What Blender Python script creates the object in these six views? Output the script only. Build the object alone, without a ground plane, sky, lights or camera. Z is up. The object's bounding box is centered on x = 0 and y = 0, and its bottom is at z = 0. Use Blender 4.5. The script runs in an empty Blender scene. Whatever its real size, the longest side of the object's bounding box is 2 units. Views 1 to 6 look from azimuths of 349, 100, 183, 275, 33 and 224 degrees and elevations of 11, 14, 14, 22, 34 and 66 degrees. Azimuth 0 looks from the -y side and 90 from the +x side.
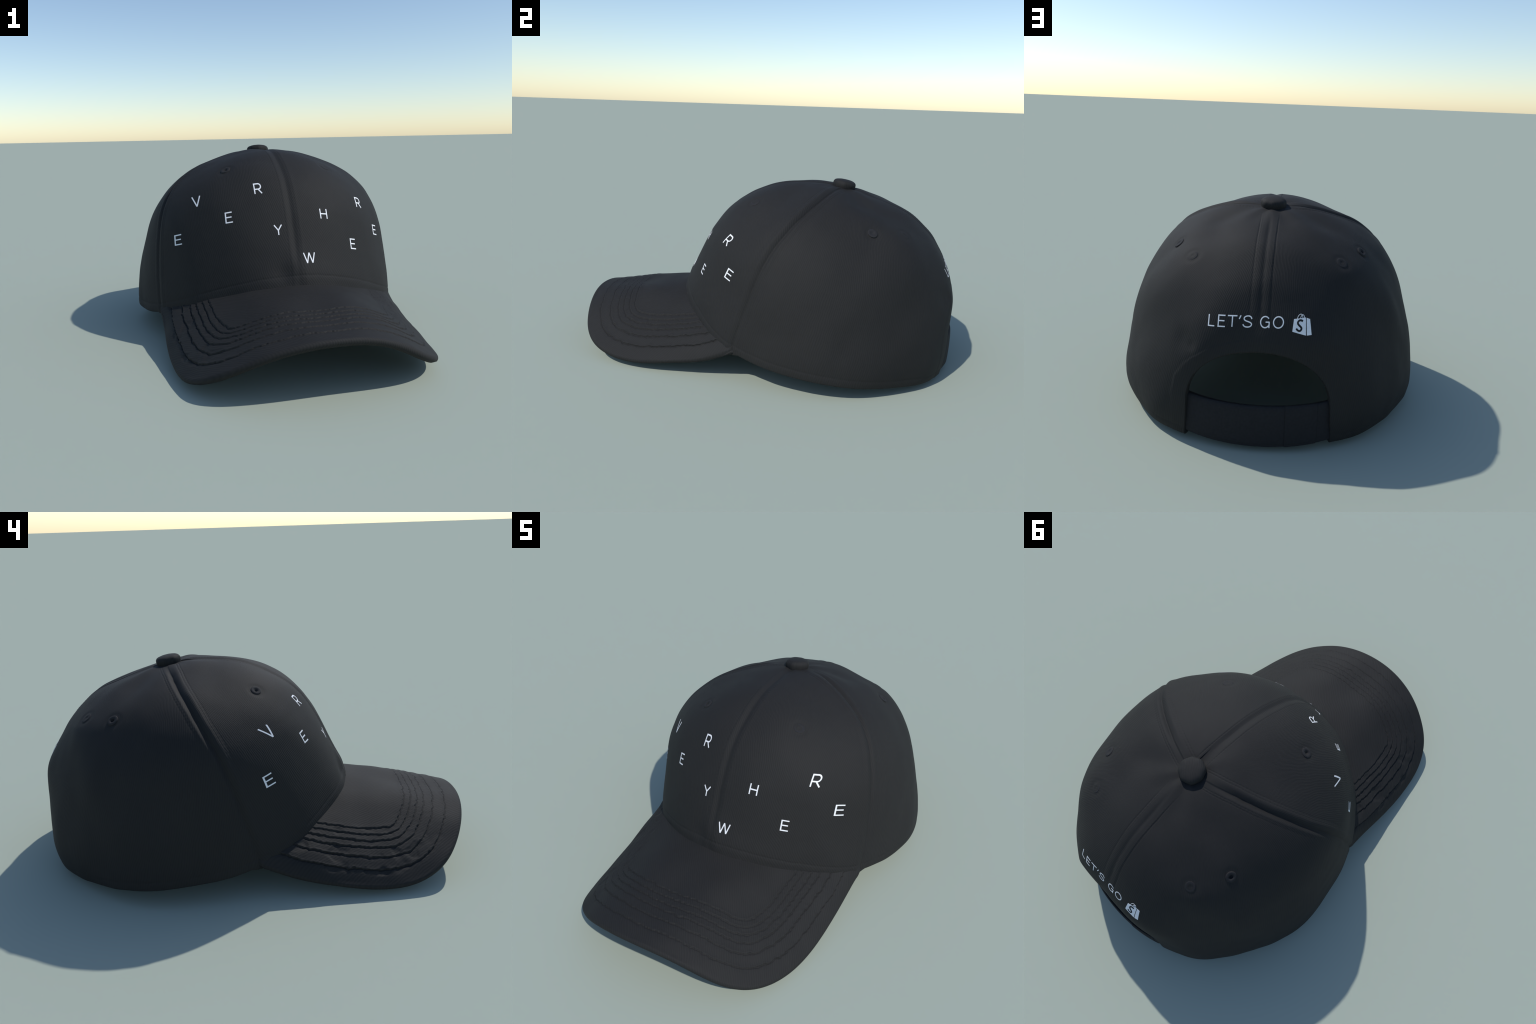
"""Dark twill baseball cap: four crown panels, stitched curved brim, button,
eyelets, rear strap, scattered front letters and a printed line on the back."""
import bpy, math, random
import numpy as np
from mathutils import Vector
from mathutils.bvhtree import BVHTree

random.seed(7)
rng = np.random.RandomState(7)
PI = math.pi

# ---------------------------------------------------------------- control tables
# Crown: meridian profiles around a vertical axis through the button.  Rows are
# azimuths (0 = front, 180 = back), columns elevations; values are radii from
# the point (0, AX, ZC).  BOT is the elevation of the lower edge per azimuth.
AX, ZC = 0.385, 0.35
AK = np.radians([0, 22, 45, 67, 90, 112, 135, 158, 180])
PK = np.radians([-36, -22, -8, 6, 20, 34, 48, 62, 76, 90])
RHO = [
    [0.91, 0.885, 0.874, 0.804, 0.759, 0.733, 0.686, 0.636, 0.579, 0.536],
    [0.902, 0.871, 0.824, 0.771, 0.747, 0.727, 0.682, 0.626, 0.582, 0.536],
    [0.862, 0.822, 0.764, 0.723, 0.714, 0.694, 0.647, 0.603, 0.574, 0.536],
    [0.813, 0.762, 0.71, 0.686, 0.676, 0.662, 0.629, 0.587, 0.567, 0.536],
    [0.771, 0.741, 0.685, 0.648, 0.629, 0.614, 0.594, 0.571, 0.556, 0.536],
    [0.731, 0.708, 0.657, 0.624, 0.613, 0.595, 0.574, 0.543, 0.543, 0.536],
    [0.724, 0.698, 0.655, 0.615, 0.601, 0.591, 0.561, 0.542, 0.539, 0.536],
    [0.717, 0.673, 0.627, 0.618, 0.593, 0.567, 0.55, 0.54, 0.53, 0.536],
    [0.71, 0.656, 0.589, 0.588, 0.581, 0.572, 0.553, 0.537, 0.533, 0.536],
]
BOT = [-0.52, -4.32, -12.26, -18.03, -20.83, -24.31, -26.5, -27.84, -28.17]
BX = [-0.605, -0.59, -0.588, -0.572, -0.538, -0.471, -0.363, -0.213, -0.022, 0.195, 0.38, 0.492, 0.552, 0.582, 0.594, 0.594, 0.606]
BY = [-0.038, -0.228, -0.411, -0.585, -0.734, -0.852, -0.932, -0.984, -1.0, -0.975, -0.918, -0.822, -0.695, -0.549, -0.385, -0.212, -0.038]
BZ = [0.182, 0.091, 0.057, 0.039, 0.049, 0.093, 0.156, 0.223, 0.258, 0.231, 0.14, 0.078, 0.048, 0.045, 0.066, 0.094, 0.181]
BB = [-0.002, 0.0, 0.008, 0.01, 0.011, 0.012, 0.013, 0.012, -0.006, 0.01, 0.023, 0.012, 0.009, 0.008, 0.004, -0.002, -0.003]
RHO = np.array(RHO)
BOT = np.radians(BOT)
# Brim: outer edge control points from the left end over the tip to the right end,
# and BB, the upward bulge between crown and edge.
SH = [0, .12, .25, .38, .5, .62, .75, .88, 1.]
SK = np.array([-a for a in SH[:0:-1]] + SH)
BA = np.radians(55)          # half angle of the brim's joint with the crown
BTH = 0.034                  # brim thickness


# ---------------------------------------------------------------- maths helpers
def spl(xk, x):
    """Natural cubic spline weights of the knots xk at the places x."""
    xk = np.asarray(xk, float)
    n = len(xk)
    h = np.diff(xk)
    A = np.zeros((n, n))
    B = np.zeros((n, n))
    A[0, 0] = A[-1, -1] = 1
    for i in range(1, n - 1):
        A[i, i - 1], A[i, i], A[i, i + 1] = h[i - 1], 2 * (h[i - 1] + h[i]), h[i]
        B[i, i - 1], B[i, i], B[i, i + 1] = 6 / h[i - 1], -6 / h[i - 1] - 6 / h[i], 6 / h[i]
    M = np.linalg.solve(A, B)
    x = np.clip(np.asarray(x, float), xk[0], xk[-1])
    j = np.clip(np.searchsorted(xk, x) - 1, 0, n - 2)
    H = h[j]
    a = (xk[j + 1] - x) / H
    b = (x - xk[j]) / H
    W = np.zeros((len(x), n))
    r = np.arange(len(x))
    W[r, j] += a
    W[r, j + 1] += b
    W += ((a ** 3 - a) * H ** 2 / 6)[:, None] * M[j] + ((b ** 3 - b) * H ** 2 / 6)[:, None] * M[j + 1]
    return W


NA = len(AK)
AKM = np.concatenate([-AK[3:0:-1], AK, 2 * PI - AK[-2:-5:-1]])
AIX = [3, 2, 1] + list(range(NA)) + [NA - 2, NA - 3, NA - 4]


def wa(al):
    W = spl(AKM, np.abs((al + PI) % (2 * PI) - PI))
    R = np.zeros((len(W), NA))
    for c, i in enumerate(AIX):
        R[:, i] += W[:, c]
    return R


def crown(al, t):
    """Point of the undisplaced crown at azimuth al, t = 0 button .. 1 lower edge."""
    al = np.asarray(al, float).ravel()
    t = np.asarray(t, float).ravel()
    Wa = wa(al)
    ph = PI / 2 + (Wa @ BOT - PI / 2) * t
    r = np.einsum('ij,ij->i', Wa @ RHO, spl(PK, ph))
    return np.stack([r * np.cos(ph) * np.sin(al), AX - r * np.cos(ph) * np.cos(al), ZC + r * np.sin(ph)], -1)


def sstep(a, b, x):
    u = np.clip((x - a) / (b - a), 0, 1)
    return u * u * (3 - 2 * u)


def gauss(x, w):
    return np.exp(-(x / w) ** 2)


_waves = [(rng.normal(size=3), rng.uniform(0, 6.28)) for _ in range(40)]


def soft_noise(P, scale):
    """Smooth random field, about -1..1, with features of size `scale`."""
    o = np.zeros(len(P))
    for d, f in _waves:
        o += np.sin(P @ (d * 2.2 / scale) + f)
    return o / 5.0


def grid_normals(P):
    """Unit normals of a (rows, cols, 3) grid."""
    a = np.gradient(P, axis=0)
    b = np.gradient(P, axis=1)
    N = np.cross(a, b)
    return N / np.maximum(np.linalg.norm(N, axis=2, keepdims=True), 1e-12)


# ---------------------------------------------------------------- scene helpers
def mesh_object(name, verts, faces, mat, parent=None, smooth=True):
    me = bpy.data.meshes.new(name)
    me.from_pydata([tuple(v) for v in verts], [], faces)
    me.update()
    if smooth:
        me.polygons.foreach_set('use_smooth', [True] * len(me.polygons))
    me.materials.append(mat)
    ob = bpy.data.objects.new(name, me)
    bpy.context.scene.collection.objects.link(ob)
    if parent:
        ob.parent = parent
    return ob


def grid_faces(nr, nc, wrap=False, off=0, flip=False):
    r, c = np.meshgrid(np.arange(nr - 1), np.arange(nc if wrap else nc - 1), indexing='ij')
    c2 = (c + 1) % nc
    q = np.stack([r * nc + c, r * nc + c2, (r + 1) * nc + c2, (r + 1) * nc + c], -1).reshape(-1, 4) + off
    if flip:
        q = q[:, ::-1]
    return q


# ---------------------------------------------------------------- materials
def fabric(name, base, coord, period=0.0092, bump=0.28, rough=0.77, spec=0.27):
    """Twill: fine parallel ribs running where `coord` is constant, slight mottling."""
    m = bpy.data.materials.new(name)
    m.use_nodes = True
    nt = m.node_tree
    N, L = nt.nodes, nt.links
    bs = N['Principled BSDF']
    tc = N.new('ShaderNodeTexCoord')
    sx = N.new('ShaderNodeSeparateXYZ')
    L.new(tc.outputs['Object'], sx.inputs[0])

    def math_node(op, a, b=None):
        n = N.new('ShaderNodeMath')
        n.operation = op
        for i, v in enumerate((a, b)):
            if v is None:
                continue
            if isinstance(v, (int, float)):
                n.inputs[i].default_value = v
            else:
                L.new(v, n.inputs[i])
        return n.outputs[0]
    X, Y, Z = sx.outputs
    fade = None
    if len(coord) == 2:
        # ribs wind round the crown's axis and fade out towards the button
        dy = math_node('SUBTRACT', AX, Y)
        ang = math_node('ARCTAN2', X, dy)
        c = math_node('ADD', math_node('MULTIPLY', ang, coord[0]), math_node('MULTIPLY', Z, coord[1]))
        rad = math_node('SQRT', math_node('ADD', math_node('MULTIPLY', X, X), math_node('MULTIPLY', dy, dy)))
        fade = math_node('MINIMUM', math_node('MAXIMUM', math_node('MULTIPLY', math_node('SUBTRACT', rad, 0.12), 4.0), 0.0), 1.0)
    else:
        c = math_node('ADD', math_node('ADD', math_node('MULTIPLY', X, coord[0]), math_node('MULTIPLY', Y, coord[1])),
                      math_node('MULTIPLY', Z, coord[2]))
    nz = N.new('ShaderNodeTexNoise')
    nz.inputs['Scale'].default_value = 9.0
    nz.inputs['Detail'].default_value = 3.0
    L.new(tc.outputs['Object'], nz.inputs['Vector'])
    wob = math_node('MULTIPLY', math_node('SUBTRACT', nz.outputs['Fac'], 0.5), 0.03)
    ph = math_node('MULTIPLY', math_node('ADD', c, wob), 2 * PI / period)
    rib = math_node('MULTIPLY', math_node('ADD', math_node('SINE', ph), 1.0), 0.5)
    fine = N.new('ShaderNodeTexNoise')
    fine.inputs['Scale'].default_value = 260.0
    fine.inputs['Detail'].default_value = 2.0
    L.new(tc.outputs['Object'], fine.inputs['Vector'])
    big = N.new('ShaderNodeTexNoise')
    big.inputs['Scale'].default_value = 3.2
    big.inputs['Detail'].default_value = 4.0
    L.new(tc.outputs['Object'], big.inputs['Vector'])
    # colour: base * (rib tint) * (mottling)
    tone = math_node('ADD', math_node('MULTIPLY', rib, 0.16),
                     math_node('ADD', math_node('MULTIPLY', big.outputs['Fac'], 0.22),
                               math_node('MULTIPLY', fine.outputs['Fac'], 0.24)))
    ramp = N.new('ShaderNodeValToRGB')
    ramp.color_ramp.elements[0].position = 0.10
    ramp.color_ramp.elements[1].position = 0.55
    ramp.color_ramp.elements[0].color = (base[0] * .72, base[1] * .72, base[2] * .72, 1)
    ramp.color_ramp.elements[1].color = (base[0] * 1.3, base[1] * 1.28, base[2] * 1.25, 1)
    L.new(tone, ramp.inputs[0])
    L.new(ramp.outputs[0], bs.inputs['Base Color'])
    bs.inputs['Roughness'].default_value = rough
    bs.inputs['Specular IOR Level'].default_value = spec
    bs.inputs['Sheen Weight'].default_value = 0.0
    if fade is not None:
        rib = math_node('MULTIPLY', rib, fade)
    hgt = math_node('ADD', math_node('MULTIPLY', rib, 0.55), math_node('MULTIPLY', fine.outputs['Fac'], 0.5))
    bp = N.new('ShaderNodeBump')
    bp.inputs['Strength'].default_value = bump
    bp.inputs['Distance'].default_value = 0.002
    L.new(hgt, bp.inputs['Height'])
    L.new(bp.outputs[0], bs.inputs['Normal'])
    return m


def plain(name, col, rough=0.77, spec=0.27, var=0.12, scale=120.0):
    m = bpy.data.materials.new(name)
    m.use_nodes = True
    nt = m.node_tree
    bs = nt.nodes['Principled BSDF']
    tc = nt.nodes.new('ShaderNodeTexCoord')
    nz = nt.nodes.new('ShaderNodeTexNoise')
    nz.inputs['Scale'].default_value = scale
    nt.links.new(tc.outputs['Object'], nz.inputs['Vector'])
    rp = nt.nodes.new('ShaderNodeValToRGB')
    rp.color_ramp.elements[0].position = .3
    rp.color_ramp.elements[1].position = .7
    rp.color_ramp.elements[0].color = tuple(c * (1 - var) for c in col) + (1,)
    rp.color_ramp.elements[1].color = tuple(min(1, c * (1 + var)) for c in col) + (1,)
    nt.links.new(nz.outputs['Fac'], rp.inputs[0])
    nt.links.new(rp.outputs[0], bs.inputs['Base Color'])
    bs.inputs['Roughness'].default_value = rough
    bs.inputs['Specular IOR Level'].default_value = spec
    return m


CLOTH = (0.0162, 0.0161, 0.0162)
M_FRONT = fabric('front_twill', CLOTH, (0.66, 0.42))
M_SIDE = fabric('side_twill', CLOTH, (0.62, -0.22))
M_BRIM = fabric('brim_twill', CLOTH, (0.8, 0.6, 0.0))
M_BUTTON = fabric('button_twill', CLOTH, (0.7, 0.7, 0.0), period=0.007)
M_STRAP = plain('strap_webbing', (0.017, 0.0175, 0.02), 0.85, 0.2)
M_LINING = plain('lining_cloth', (0.014, 0.0145, 0.0155), 0.95, 0.1)
M_THREAD = plain('eyelet_thread', (0.021, 0.021, 0.023), 0.85, 0.25)
M_PRINT = plain('white_print', (0.80, 0.80, 0.82), 0.6, 0.3, var=0.04)
M_INK = plain('dark_ink', (0.018, 0.018, 0.02), 0.85, 0.2)

cap = bpy.data.objects.new('baseball_cap', None)
bpy.context.scene.collection.objects.link(cap)
cap['label'] = 'dark charcoal twill baseball cap with scattered white letters'
cap['category'] = 'cap'

# ---------------------------------------------------------------- crown
# side seam: azimuth of the seam between front and rear panel, from button down
SEAM_T = [0, .1, .2, .36, .5, .6, .7, .8, .9, 1.0, 1.05]
SEAM_A = np.radians([82, 78, 74, 70, 65.8, 62.2, 59.3, 57, 54.6, 52, 51])


def seam_az(t):
    return np.interp(t, SEAM_T, SEAM_A)


# rear opening: straight sides, then an arch (superellipse)
OPX, OPZ0, OPH = 0.299, 0.20, 0.222


def arch_z(x):
    return OPZ0 + OPH * np.sqrt(np.maximum(0, 1 - np.abs(x / OPX) ** 2.3))


def solve_boundary(x, z):
    """(azimuth, t) of the rear crown point with the given x and z (x > 0)."""
    al, t = PI - math.asin(min(.99, x / .6)), .8
    for _ in range(30):
        e = 1e-4
        P = crown([al, al + e, al], [t, t, t + e])
        r = np.array([P[0, 0] - x, P[0, 2] - z])
        J = np.array([[(P[1, 0] - P[0, 0]) / e, (P[2, 0] - P[0, 0]) / e],
                      [(P[1, 2] - P[0, 2]) / e, (P[2, 2] - P[0, 2]) / e]])
        d = np.linalg.solve(J, r)
        al -= d[0]
        t -= d[1]
    return al, t


NF, NS, NV = 190, 300, 330          # columns per front / rear panel, rows


def rear_boundary(n):
    """Lower border of a rear panel: hem, up the opening's side, over the arch."""
    k1, k2 = int(n * .60), int(n * .72)
    aC, _ = solve_boundary(OPX + .002, 0.045)
    B = []
    a0 = SEAM_A[9]
    for i in range(n + 1):
        if i <= k1:
            B.append((a0 + (aC - a0) * i / k1, 1.0))
        elif i <= k2:
            f = (i - k1) / (k2 - k1)
            z = 0.032 + (OPZ0 - 0.032) * f
            B.append(solve_boundary(OPX + .002 * (1 - f), z) if i > k1 else (aC, 1.0))
        else:
            th = (i - k2) / (n - k2) * PI / 2
            x = OPX * math.cos(th) ** (2 / 2.3)
            B.append(solve_boundary(x, OPZ0 + OPH * math.sin(th)) if i < n else solve_boundary(0.0, OPZ0 + OPH))
    return np.array(B)


RB = rear_boundary(NS)


def crown_params(nv):
    """(azimuth, t) grids of the right half, columns from front seam to back seam."""
    v = np.linspace(0.025, 1, nv)[:, None]
    # front panel; its edge dips a little behind the brim
    tF = v * np.ones((1, NF + 1)) * 1.012
    aF = seam_az(tF) * np.linspace(0, 1, NF + 1)[None]
    f = np.linspace(0, 1, NS + 1)[None]
    tB = np.interp(np.arange(NS + 1), [0, 6, NS], [1.012, 1, 1])
    tB = np.where(np.arange(NS + 1) <= 6, tB, RB[:, 1])[None]
    tS = v * tB
    top = seam_az(tS) + (PI - seam_az(tS)) * f
    end = (SEAM_A[9] + (PI - SEAM_A[9]) * f)
    beta = np.clip(v, 0, 1) ** 1.6
    aS = top + beta * (RB[:, 0][None] - end)
    return np.hstack([aF, aS[:, 1:]]), np.hstack([tF, tS[:, 1:]])


A_h, T_h = crown_params(NV)
NH = A_h.shape[1]                    # NF + NS + 1 columns on a half
# full ring: left half mirrored; drop doubled front and back columns
A_g = np.hstack([A_h, -A_h[:, -2:0:-1]])
T_g = np.hstack([T_h, T_h[:, -2:0:-1]])
NC = A_g.shape[1]
P0 = crown(A_g, T_g).reshape(NV, NC, 3)


def wrap_normals(P):
    Q = np.concatenate([P[:, -2:], P, P[:, :2]], 1)
    return grid_normals(Q)[:, 2:-2]


N0 = wrap_normals(P0)
if (N0[:, :, 2].mean()) < 0:
    N0 = -N0

EYELETS = [(-.252, -.048, .828, .75), (.253, -.044, .831, .35), (-.404, .552, .741, .85),
           (.404, .553, .741, .33), (-.311, .698, .723, .4), (.312, .702, .722, .32)]


def crown_relief(P, A, T):
    """Outward displacement: seams, stitch lines, hems, dents, wrinkles."""
    x, y, z = P.T
    hr = np.hypot(x, y - AX)
    D = np.zeros(len(P))
    along = T * 1.15                                     # metres along a seam, roughly
    dash = 0.65 + 0.35 * np.sin(along * 2 * PI / 0.016)
    near_top = sstep(0.03, 0.10, T)
    wob = 0.0005 * soft_noise(P, 0.04)
    # front seam: V groove a little right of the middle
    front = (y < AX - .03)
    d = x - 0.008 + wob * .5
    deep = sstep(.06, .24, T)
    fade = deep * (1 - .55 * sstep(.86, .98, T))
    g = -0.0062 * np.exp(-np.abs(d / 0.020) ** 1.5) * fade
    g += 0.0014 * (gauss(d + .026, .012) + gauss(d - .026, .012)) * fade
    for s in (-.034, .024):
        g -= 0.0014 * gauss(d - s, .0028) * dash * near_top
    D += np.where(front, g, 0)
    # little bulge where the front seam meets the brim
    D += np.where(front, .008 * gauss(x - .01, .05) * gauss(T - .95, .05), 0)
    # side seams
    sa = seam_az(T)
    d = (np.abs(A) - sa) * hr * 0.9 + wob
    top = deep * (1 - sstep(.42, .95, T) * .55)
    left = np.where(x < 0, 1.0, 0.75)
    g = -0.0125 * np.exp(-np.abs(d / 0.013) ** 1.4) * top * left
    g += 0.0042 * (gauss(d + .022, .014) + gauss(d - .018, .012)) * top
    # front panel lies proud of the rear one
    g += 0.005 * (1 - sstep(-.004, .004, d)) * sstep(-.16, -.03, d) * near_top * np.where(x > 0, 1, .6)
    for s in (-.044, -.033, .026, .035):
        g -= 0.0013 * gauss(d - s, .0026) * dash * near_top
    D += np.where(np.abs(x) > .02, g, 0)
    # back seam: flat band, groove in the middle, stitches at both sides
    back = y > AX + .03
    bf = deep * (1 - sstep(.56, .62, T))
    d = x - 0.003 + wob * .5
    g = 0.0016 * (1 - sstep(.026, .038, np.abs(d))) - 0.0034 * gauss(d, .010)
    for s in (-.032, .036):
        g += 0.0011 * gauss(d - s, .003) * dash - .0013 * gauss(d - s * 1.16, .003)
    D += np.where(back, g * bf, 0)
    # eyelet holes
    for ex, ey, ez, s in EYELETS:
        r = np.sqrt((x - ex) ** 2 + (y - ey) ** 2 + (z - ez) ** 2)
        D += -0.013 * (1 - sstep(.004, .012, r)) * s * s - 0.002 * gauss(r - .03, .012)
    # hem line over the brim and along the lower edge
    edge = (1 - T) * 1.0
    lower = (np.abs(A) < np.radians(150))
    D += np.where(lower, -0.0016 * gauss(edge - .024 + wob, .003) * dash + .0008 * gauss(edge - .010, .010), 0)
    # hem band round the rear opening
    ax_ = np.abs(x)
    q = np.sqrt((ax_ / OPX) ** 2 * 1.0 + (np.maximum(z - OPZ0, 0) / OPH) ** 2) * np.where(z > OPZ0, 1, 1)
    q = np.where(z < OPZ0, ax_ / OPX, q)
    hem = (q - 1) * .27
    D += np.where(back, 0.0018 * (1 - sstep(.045, .056, hem + wob * 5)) * (.35 + .65 * sstep(.0, .2, x)), 0)
    # crease and dents left of the opening (seen from behind)
    def bump3(cx, cy, cz, r, h):
        return h * np.exp(-((x - cx) ** 2 + (y - cy) ** 2 + (z - cz) ** 2) / r ** 2)
    D += bump3(0, .46, .88, .09, .006)
    D += bump3(.31, .91, .43, .05, -.008) + bump3(.24, .95, .40, .05, .005)
    D += bump3(.27, .94, .418, .022, -.004)
    D += bump3(-.02, .96, .46, .05, .005) + bump3(0, .89, .62, .06, -.004)
    D += bump3(-.25, .94, .45, .08, .004)
    D += bump3(-.06, -.43, .385, .05, -.009)
    # cloth waviness
    D += (0.0020 + .0012 * sstep(.3, .6, y)) * soft_noise(P, .18) + 0.0004 * soft_noise(P[:, [1, 2, 0]], .07)
    return D


D0 = crown_relief(P0.reshape(-1, 3), A_g.ravel(), T_g.ravel()).reshape(NV, NC, 1)
P1 = P0 + N0 * D0
N1 = wrap_normals(P1)
if N1[:, :, 2].mean() < 0:
    N1 = -N1

# rolled lower rim, then the inner face of the cloth
rim = []
tan = P1[-1] - P1[-6]
tan /= np.linalg.norm(tan, axis=1, keepdims=True)
RT = 0.015
Nr = N1[-4]
for th in np.linspace(0, PI, 7)[1:]:
    rim.append(P1[-1] - Nr * RT * (1 - math.cos(th)) + tan * RT * .6 * math.sin(th))
rows = [P1] + [np.array(rim)]
inner_rows = []
for k in range(1, 12):
    r = -1 - k * 3
    inner_rows.append(P1[r] - N1[r - 3] * 2 * RT)
rows.append(np.array(inner_rows))
ALL = np.concatenate(rows, 0)
NR = ALL.shape[0]
faces = grid_faces(NR, NC, wrap=True)
me = bpy.data.meshes.new('crown_whole')
me.from_pydata([tuple(v) for v in ALL.reshape(-1, 3)], [], [tuple(f) for f in faces])
me.update()
vn = np.zeros(len(me.vertices) * 3, np.float32)
me.vertex_normals.foreach_get('vector', vn)
vn = vn.reshape(-1, 3)
probe = (NV // 2) * NC
flip = vn[probe] @ N1.reshape(-1, 3)[probe] < 0
if flip:
    faces = faces[:, ::-1]
    vn = -vn
bpy.data.meshes.remove(me)
BVH = BVHTree.FromPolygons([tuple(v) for v in P1.reshape(-1, 3)], [tuple(f) for f in grid_faces(NV, NC, wrap=True)])

col_of_face = np.tile(np.arange(NC), NR - 1)
panels = [('front_panel', lambda c: c < NF, M_FRONT), ('rear_panel', lambda c: (c >= NF) & (c < NH - 1), M_SIDE),
          ('rear_panel', lambda c: (c >= NH - 1) & (c < NC - NF), M_SIDE), ('front_panel', lambda c: c >= NC - NF, M_FRONT)]
flat = ALL.reshape(-1, 3)
for name, sel, mat in panels:
    fs = faces[sel(col_of_face)]
    ids, inv = np.unique(fs, return_inverse=True)
    ob = mesh_object(name, flat[ids], [tuple(q) for q in inv.reshape(-1, 4)], mat, cap)
    ob.data.normals_split_custom_set_from_vertices([tuple(n) for n in vn[ids]])

# lining inside the crown
ri = np.clip((np.linspace(0, NV - 8, 70)).astype(int), 0, NV - 1)
Lp = (P0 - N0 * 0.022)[ri][:, ::4]
mesh_object('lining', Lp.reshape(-1, 3), [tuple(q) for q in grid_faces(70, Lp.shape[1], wrap=True, flip=True)], M_LINING, cap)

# ---------------------------------------------------------------- sweatband inside the lower edge
sel = np.arange(0, NC, 6)
sel = sel[(np.abs(A_g[-1, sel]) < np.radians(150)) & (T_g[-1, sel] > .99)]
order = np.argsort(A_g[-1, sel])
sel = sel[order]
band = []
for r, off in ((NV - 4, .020), (NV - 12, .027), (NV - 30, .028), (NV - 48, .025)):
    band.append((P0 - N0 * off)[r, sel])
for r, off in ((NV - 48, .030), (NV - 30, .036), (NV - 12, .036), (NV - 4, .032)):
    band.append((P0 - N0 * off)[r, sel])
band = np.array(band)
mesh_object('sweatband', band.reshape(-1, 3), [tuple(q) for q in grid_faces(8, len(sel))], M_LINING, cap)

# ---------------------------------------------------------------- brim
BXY = [np.array(BX), np.array(BY), np.array(BZ)]
BULGE = np.array(BB)


def brim_point(s, w):
    s = np.asarray(s, float).ravel()
    w = np.asarray(w, float).ravel()
    I = crown(s * BA, np.ones(len(s)))
    I[:, 2] += BTH * s ** 4 - .010 * (1 - s * s)
    E = spl(SK, s)
    O = np.stack([E @ c for c in BXY], -1)
    P = I * (1 - w)[:, None] + O * w[:, None]
    P[:, 2] += 4 * w * (1 - w) * (E @ BULGE)
    return P


def brim_normal(s, w, e=1e-3):
    s = np.clip(np.asarray(s, float).ravel(), -.985, .985)
    w = np.clip(np.asarray(w, float).ravel(), .04, .97)
    N = np.cross(brim_point(s + e, w) - brim_point(s - e, w), brim_point(s, w + e) - brim_point(s, w - e))
    N /= np.linalg.norm(N, axis=1, keepdims=True)
    return N * np.sign(N[:, 2:3])


# columns spread evenly along the outer edge
fine = np.linspace(-1, 1, 3000)
edge = brim_point(fine, np.ones(3000))
arc = np.r_[0, np.cumsum(np.linalg.norm(np.diff(edge, axis=0), axis=1))]
NBS, NBW = 700, 290
s_c = np.interp(np.linspace(0, arc[-1], NBS), arc, fine)
w_r = np.linspace(-0.05, 1, NBW)
S2, W2 = np.meshgrid(s_c, w_r)
B0 = brim_point(S2, np.clip(W2, 0, 1))
# tuck the inner border under the crown
tuck = np.clip(-W2.ravel(), 0, 1)[:, None]
inw = np.stack([-np.sin(S2.ravel() * BA), np.cos(S2.ravel() * BA), np.zeros(S2.size)], -1)
B0 = B0 + inw * (tuck * 0.5 + .022 * sstep(.95, 1.0, np.abs(S2.ravel()))[:, None])
BN = brim_normal(S2, W2)
outer = edge[::8]
otan = np.gradient(edge, axis=0)[::8]
otan /= np.linalg.norm(otan, axis=1, keepdims=True)
dist = np.empty(len(B0))
for i in range(0, len(B0), 4000):
    c = B0[i:i + 4000]
    k = np.linalg.norm(c[:, None, :] - outer[None], axis=2).argmin(1)
    v = c - outer[k]
    v = v - otan[k] * np.clip((v * otan[k]).sum(1), -.006, .006)[:, None]
    dist[i:i + 4000] = np.linalg.norm(v, axis=1)
wobble = 0.0014 * soft_noise(B0, .04) + 0.0017 * soft_noise(B0[:, [2, 0, 1]], .013)
ROWS = [0.083, 0.140, 0.183, 0.215, 0.246, 0.277]
rel = np.zeros(len(B0))
for i, r in enumerate(ROWS):
    u = dist - r + wobble                 # > 0: towards the crown
    rel += 0.0036 * np.exp(-np.abs(u) / .010) * (u > 0) * sstep(0, .002, u)    # lip on the inner side
    rel -= 0.0024 * np.exp(-np.abs(u) / .009) * sstep(.001, -.003, u)          # drop on the outer side
    rel -= 0.0034 * gauss(u, .0026)                                            # needle line
rel *= sstep(-.02, .02, W2.ravel())
pucker = np.maximum(0, soft_noise(B0[:, [1, 2, 0]], .045) - .35) * sstep(-.30, -.42, B0[:, 0]) * sstep(.30, .26, dist) * sstep(.05, .08, dist)
rel -= .003 * np.minimum(pucker, 1)
flank = 0.95 + 0.35 * sstep(.30, .5, np.abs(B0[:, 0]))
rel = rel * flank + 0.0016 * soft_noise(B0, .13)
# rounded outer edge
rr = BTH * .5
ein = np.clip((dist - 0.0) / (rr * 1.0), 0, 1)
ein = np.where(W2.ravel() > .5, ein, 1)
lower_top = rr * (1 - np.sqrt(np.maximum(0, 1 - (1 - ein) ** 2)))
Btop = B0 + BN * (rel * sstep(0, .03, np.where(W2.ravel() > .5, dist, 1)) - lower_top)[:, None]
NBW2 = 70
wi = np.linspace(0, NBW - 1, NBW2).astype(int)[::-1]
B0g, BNg, lg = B0.reshape(NBW, NBS, 3), BN.reshape(NBW, NBS, 3), lower_top.reshape(NBW, NBS, 1)
taper = (1 - 0.6 * sstep(.9, 1.0, np.abs(s_c)))[None, :, None]
Bbot = (B0g - BNg * (BTH - lg) * taper)[wi]
Bbot = Bbot[1:]
Ball = np.concatenate([Btop.reshape(NBW, NBS, 3), Bbot], 0)
bf = grid_faces(Ball.shape[0], NBS)
brim = mesh_object('brim', Ball.reshape(-1, 3), [tuple(q) for q in bf], M_BRIM, cap)
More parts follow.
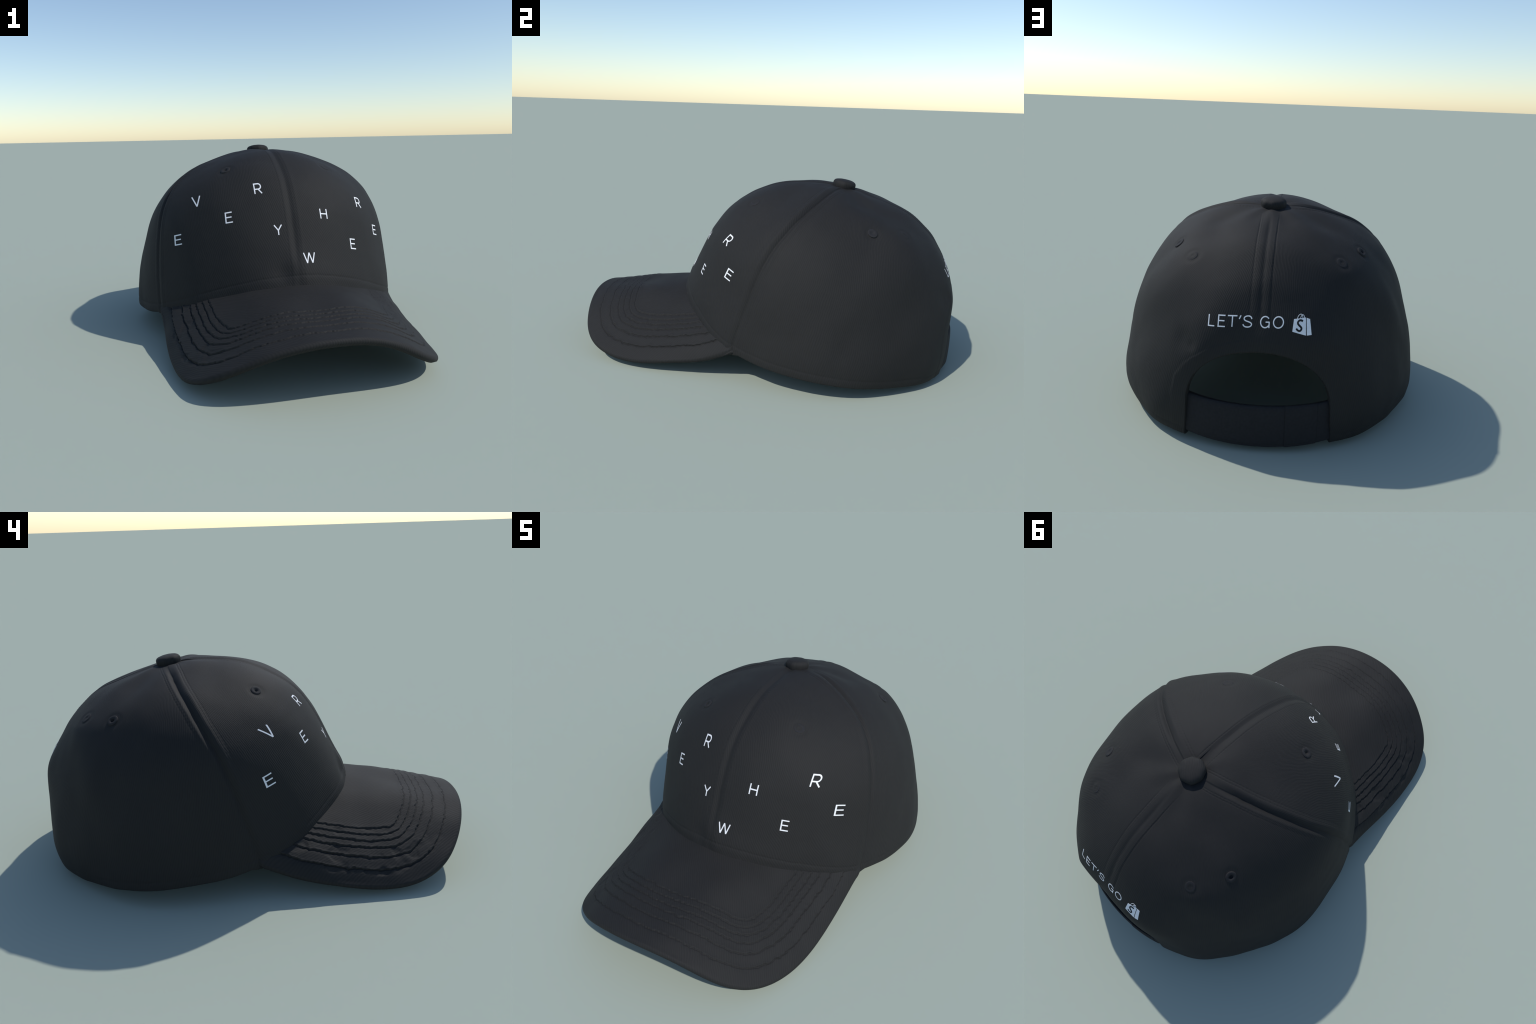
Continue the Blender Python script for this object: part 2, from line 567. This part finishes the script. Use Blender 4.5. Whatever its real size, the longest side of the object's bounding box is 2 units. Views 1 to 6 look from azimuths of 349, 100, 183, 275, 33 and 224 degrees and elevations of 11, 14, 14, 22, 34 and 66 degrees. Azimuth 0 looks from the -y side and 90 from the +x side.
k = (NBW // 2) * NBS + NBS // 2
brim.data.update()
nb = [p.normal.z for p in list(brim.data.polygons)[(NBW // 2) * (NBS - 1) + NBS // 2:(NBW // 2) * (NBS - 1) + NBS // 2 + 3]]
if nb[0] < 0:
    brim.data.flip_normals()

# ---------------------------------------------------------------- button
def lathe(name, prof, n, mat, centre, axis, parent, relief=None):
    ax = Vector(axis).normalized()
    q = Vector((0, 0, 1)).rotation_difference(ax)
    vs, fs = [], []
    for r, h in prof:
        for i in range(n):
            a = 2 * PI * i / n
            rr_ = r * (1 + (relief(a) if relief else 0))
            vs.append(Vector(centre) + q @ Vector((rr_ * math.cos(a), rr_ * math.sin(a), h)))
    m_ = len(prof)
    for j in range(m_ - 1):
        for i in range(n):
            fs.append((j * n + i, j * n + (i + 1) % n, (j + 1) * n + (i + 1) % n, (j + 1) * n + i))
    fs.append(tuple((m_ - 1) * n + i for i in range(n)))
    return mesh_object(name, vs, fs, mat, parent)


BUT = [(0.050, -0.030), (0.054, -0.012), (0.0575, 0.004), (0.0585, 0.014), (0.057, 0.022), (0.052, 0.029),
       (0.044, 0.033), (0.034, 0.0355), (0.022, 0.037), (0.010, 0.0378), (0.003, 0.038)]
lathe('button', BUT, 64, M_BUTTON, (0, 0.383, 0.899), (0, 0.17, 1), cap,
      relief=lambda a: 0.02 * math.cos(8 * a) + .018 * math.sin(3 * a + 1))

# ---------------------------------------------------------------- eyelets
EYE = [(0.0265, -0.004), (0.0262, 0.0005), (0.0245, 0.0030), (0.0215, 0.0045), (0.0180, 0.0048), (0.0145, 0.0040),
       (0.0115, 0.0020), (0.0095, -0.0015), (0.0080, -0.0060), (0.0065, -0.0120)]
for ex, ey, ez, s in EYELETS:
    # base normal from the smooth crown
    row = np.argmin(((P0 - np.array([ex, ey, ez])) ** 2).sum(2))
    nb_ = Vector(N0.reshape(-1, 3)[row])
    base = Vector(P0.reshape(-1, 3)[row]) + nb_ * (0.0005 - .0012 * (1 - s))
    ph = random.uniform(0, 6)
    lathe('eyelet', [(r * .92, h * (s * .8 if h > -.005 else s * s)) for r, h in EYE], 48, M_THREAD, base, nb_, cap,
          relief=lambda a: 0.035 * math.sin(22 * a) + .04 * math.sin(2 * a + ph))

# ---------------------------------------------------------------- rear strap
def strap(name, x0, x1, lift, zt, zb, n=90, m=18, deep=1.0):
    """Band following the opening; lift = outward offset, zt / zb raise or lower its borders."""
    xs = np.linspace(x0, x1, n)
    vs = []
    half = 0.0055
    loop = [(v, +1) for v in np.linspace(0, 1, m)] + [(v, -1) for v in np.linspace(1, 0, m)]
    for x in xs:
        q = (x / .295) ** 2
        top = 0.197 + 0.012 * q + zt
        bot = 0.018 + 0.018 * q + zb
        yc = 0.998 - 0.052 * q - 0.012 * q * q + lift
        slope = Vector((1, -2 * .06 * x / .087, 0)).normalized()
        nx, ny = -slope.y, slope.x
        for v, sd in loop:
            z = bot + (top - bot) * v
            curve = -0.007 * (1 - v) ** 2.2 - 0.004 * v ** 3
            e = half * math.sqrt(max(0, 1 - abs(2 * v - 1) ** 14))
            e *= 1 if sd > 0 else deep          # doubled band: deep on the inner side
            vs.append((x + nx * sd * e, yc + curve + ny * sd * e, z))
    L_ = len(loop)
    f = [tuple(q) for q in grid_faces(n, L_, wrap=True)]
    f.append(tuple(range(L_)))
    f.append(tuple((n - 1) * L_ + i for i in range(L_))[::-1])
    ob = mesh_object(name, vs, f, M_STRAP, cap)
    import bmesh
    bm = bmesh.new()
    bm.from_mesh(ob.data)
    bmesh.ops.recalc_face_normals(bm, faces=bm.faces)
    bm.to_mesh(ob.data)
    bm.free()
    return ob


main = strap('strap', -0.33, 0.33, -0.006, 0.004, 0.004, deep=6.0)
over = strap('strap_overlap', -0.238, -0.112, -0.0040, 0.006, 0.003, n=40)
over.parent = main

# ---------------------------------------------------------------- print
def smooth_path(pts, sub=8):
    """Catmull-Rom through the points."""
    P = [np.array(p, float) for p in pts]
    P = [2 * P[0] - P[1]] + P + [2 * P[-1] - P[-2]]
    out = []
    for i in range(1, len(P) - 2):
        for k in range(sub):
            t = k / sub
            out.append(.5 * (2 * P[i] + (P[i + 1] - P[i - 1]) * t + (2 * P[i - 1] - 5 * P[i] + 4 * P[i + 1] - P[i + 2]) * t * t
                             + (3 * P[i] - P[i - 1] - 3 * P[i + 1] + P[i + 2]) * t ** 3))
    out.append(P[-2])
    return np.array(out)


def straight(pts, step):
    out = []
    for a, b in zip(pts[:-1], pts[1:]):
        a, b = np.array(a, float), np.array(b, float)
        k = max(1, int(np.linalg.norm(b - a) / step))
        out += [a + (b - a) * i / k for i in range(k)]
    out.append(np.array(pts[-1], float))
    return np.array(out)


def project(x, z, front):
    """Crown point under (x, z) seen along y, and the crown normal there."""
    o = Vector((x, -3 if front else 3, z))
    loc, nrm, _, _ = BVH.ray_cast(o, Vector((0, 1 if front else -1, 0)))
    if loc is None:
        return None, None
    if nrm.dot(loc - Vector((0, .3, .3))) < 0:
        nrm = -nrm
    return loc, nrm


def stroke(path, half, to_world, lift, verts, faces, taper=0.0):
    """A raised ribbon along a 2D path, laid on the crown."""
    p = np.asarray(path)
    t = np.gradient(p, axis=0)
    t /= np.maximum(np.linalg.norm(t, axis=1, keepdims=True), 1e-9)
    n = np.stack([-t[:, 1], t[:, 0]], 1)
    base = len(verts)
    prof = [(-1, -.0025), (-1, 0), (-.8, .0002), (.8, .0002), (1, 0), (1, -.0025)]
    for i in range(len(p)):
        for a, h in prof:
            q = p[i] + n[i] * half * a
            loc, nr = to_world(q)
            verts.append(loc + nr * (lift + h))
    k = len(prof)
    for i in range(len(p) - 1):
        for j in range(k - 1):
            faces.append((base + i * k + j, base + i * k + j + 1, base + (i + 1) * k + j + 1, base + (i + 1) * k + j))
    faces.append(tuple(base + j for j in range(k))[::-1])
    faces.append(tuple(base + (len(p) - 1) * k + j for j in range(k)))


def arc_pts(cx, cy, rx, ry, a0, a1, n=14):
    return [(cx + rx * math.cos(math.radians(a)), cy + ry * math.sin(math.radians(a))) for a in np.linspace(a0, a1, n)]


# glyph strokes in a box of height 1 (True = curved path)
GLYPH = {
    'E': [([(0, -.06), (0, 1.06)], 0), ([(0, 1), (.66, 1)], 0), ([(0, .52), (.60, .52)], 0), ([(0, 0), (.68, 0)], 0)],
    'V': [([(0, 1), (.40, 0)], 0), ([(.80, 1), (.40, 0)], 0)],
    'R': [([(0, 0), (0, 1.06)], 0), ([(0, 1), (.42, 1)] + arc_pts(.42, .73, .27, .27, 80, -80) + [(.42, .46), (0, .46)], 2),
          ([(.38, .46), (.74, 0)], 0)],
    'Y': [([(0, 1), (.40, .46)], 0), ([(.80, 1), (.40, .46)], 0), ([(.40, .50), (.40, 0)], 0)],
    'H': [([(0, 0), (0, 1)], 0), ([(.76, 0), (.76, 1)], 0), ([(0, .5), (.76, .5)], 0)],
    'W': [([(0, 1), (.32, 0)], 0), ([(.62, 1), (.32, 0)], 0), ([(.62, 1), (.94, 0)], 0), ([(1.25, 1), (.94, 0)], 0)],
    'L': [([(0, -.05), (0, 1)], 0), ([(0, 0), (.58, 0)], 0)],
    'T': [([(.45, 0), (.45, 1)], 0), ([(0, 1), (.90, 1)], 0)],
    "'": [([(.16, 1.05), (0, .72)], 0)],
    'S': [([(.76, .74), (.70, .90), (.52, 1.0), (.30, .99), (.12, .88), (.10, .70), (.24, .57), (.46, .49), (.68, .39), (.76, .24),
            (.66, .07), (.44, 0), (.20, .03), (.05, .16), (.02, .26)], 1)],
    'G': [(arc_pts(.44, .5, .42, .5, 38, 322, 22), 1), ([(.48, .50), (.84, .50)], 0), ([(.82, .53), (.82, -.02)], 0)],
    'O': [(arc_pts(.48, .5, .46, .5, 90, 450, 32), 1)],
}


def letter(ch, cx, cz, h, half, front, slope=0.0, mat=M_PRINT, lift=0.0002, width=None, name='printed_letter'):
    strokes = GLYPH[ch]
    allp = [q for s, _ in strokes for q in s]
    wmax = max(q[0] for q in allp)
    sgn = 1 if front else -1
    fx = 1.0 if width is None else width / (wmax * h)

    def world(q):
        u = (q[0] - wmax * fx * h / 2)
        x = cx + sgn * u
        loc, nr = project(x, cz + q[1] - h / 2 + slope * sgn * u, front)
        return loc, nr
    vs, fs = [], []
    for i, (pts, kind) in enumerate(strokes):
        pts = [(a * h * fx, b * h) for a, b in pts]
        path = smooth_path(pts, 4) if kind == 1 else straight(pts, .004)
        stroke(path, half, world, lift + .00008 * i, vs, fs)
    return mesh_object(name, vs, fs, mat, cap, smooth=False)


FRONT = [('E', -.494, .507), ('V', -.401, .685), ('E', -.270, .621), ('R', -.127, .745), ('Y', -.062, .567), ('W', .0655, .444),
         ('H', .165, .625), ('E', .315, .474), ('R', .392, .652), ('E', .495, .507)]
for ch, x, z in FRONT:
    letter(ch, x, z, .0425, .0026, True, slope=-.72 * x)

BASE = lambda x: .512 - .035 * x
for ch, xl, xr in [('L', .203, .179), ('E', .164, .137), ('T', .128, .091), ("'", .083, .077), ('S', .068, .034), ('G', .000, -.035),
                   ('O', -.050, -.089)]:
    xc = (xl + xr) / 2
    letter(ch, xc, BASE(xc) + .0195, .039, .0022, False, slope=-.035, width=abs(xl - xr))


# shopping-bag emblem: front face, side face, handles, dark letter
def patch(name, quad, n, lift, mat, parent):
    """Four-cornered piece on the rear of the crown, corners (x, z) in order."""
    vs, fs = [], []
    q = [np.array(c) for c in quad]
    for i in range(n + 1):
        for j in range(n + 1):
            u, v = i / n, j / n
            c = (q[0] * (1 - u) + q[1] * u) * (1 - v) + (q[3] * (1 - u) + q[2] * u) * v
            loc, nr = project(c[0], c[1], False)
            vs.append(loc + nr * lift)
    nb0 = len(vs)
    fs += [tuple(f) for f in grid_faces(n + 1, n + 1)]
    ring = [i * (n + 1) for i in range(n + 1)] + [n * (n + 1) + j for j in range(1, n + 1)] + \
           [i * (n + 1) + n for i in range(n - 1, -1, -1)] + [j for j in range(n - 1, 0, -1)]
    for i in ring:
        vs.append(Vector(vs[i]) - Vector((0, .004, 0)))
    k = len(ring)
    for i in range(k):
        fs.append((ring[i], ring[(i + 1) % k], nb0 + (i + 1) % k, nb0 + i))
    return mesh_object(name, vs, fs, mat, parent, smooth=False)


emblem = patch('bag_emblem', [(-.129, .547), (-.1745, .552), (-.178, .491), (-.125, .504)], 14, .0005, M_PRINT, cap)
patch('bag_side', [(-.1775, .5505), (-.191, .546), (-.200, .493), (-.1815, .491)], 10, .0005, M_PRINT, emblem)


def rear_path(pts, half, name, mat, lift, sub=5):
    vs, fs = [], []
    stroke(smooth_path(pts, sub), half, lambda q: project(q[0], q[1], False), lift, vs, fs)
    return mesh_object(name, vs, fs, mat, emblem, smooth=False)


rear_path([(-.142, .548), (-.1445, .556), (-.150, .562), (-.156, .5635), (-.161, .559), (-.163, .550)], .0010, 'bag_handle', M_PRINT, .0005)
rear_path([(-.154, .549), (-.156, .556), (-.161, .561), (-.166, .5595), (-.1705, .551)], .0010, 'bag_handle', M_PRINT, .0008)
rear_path([(-.1635, .5395), (-.158, .5425), (-.151, .5425), (-.1455, .538), (-.145, .532), (-.150, .526), (-.157, .520), (-.1595, .514),
           (-.156, .508), (-.150, .507), (-.144, .510), (-.1395, .515)], .0034, 'emblem_letter', M_INK, .0012)
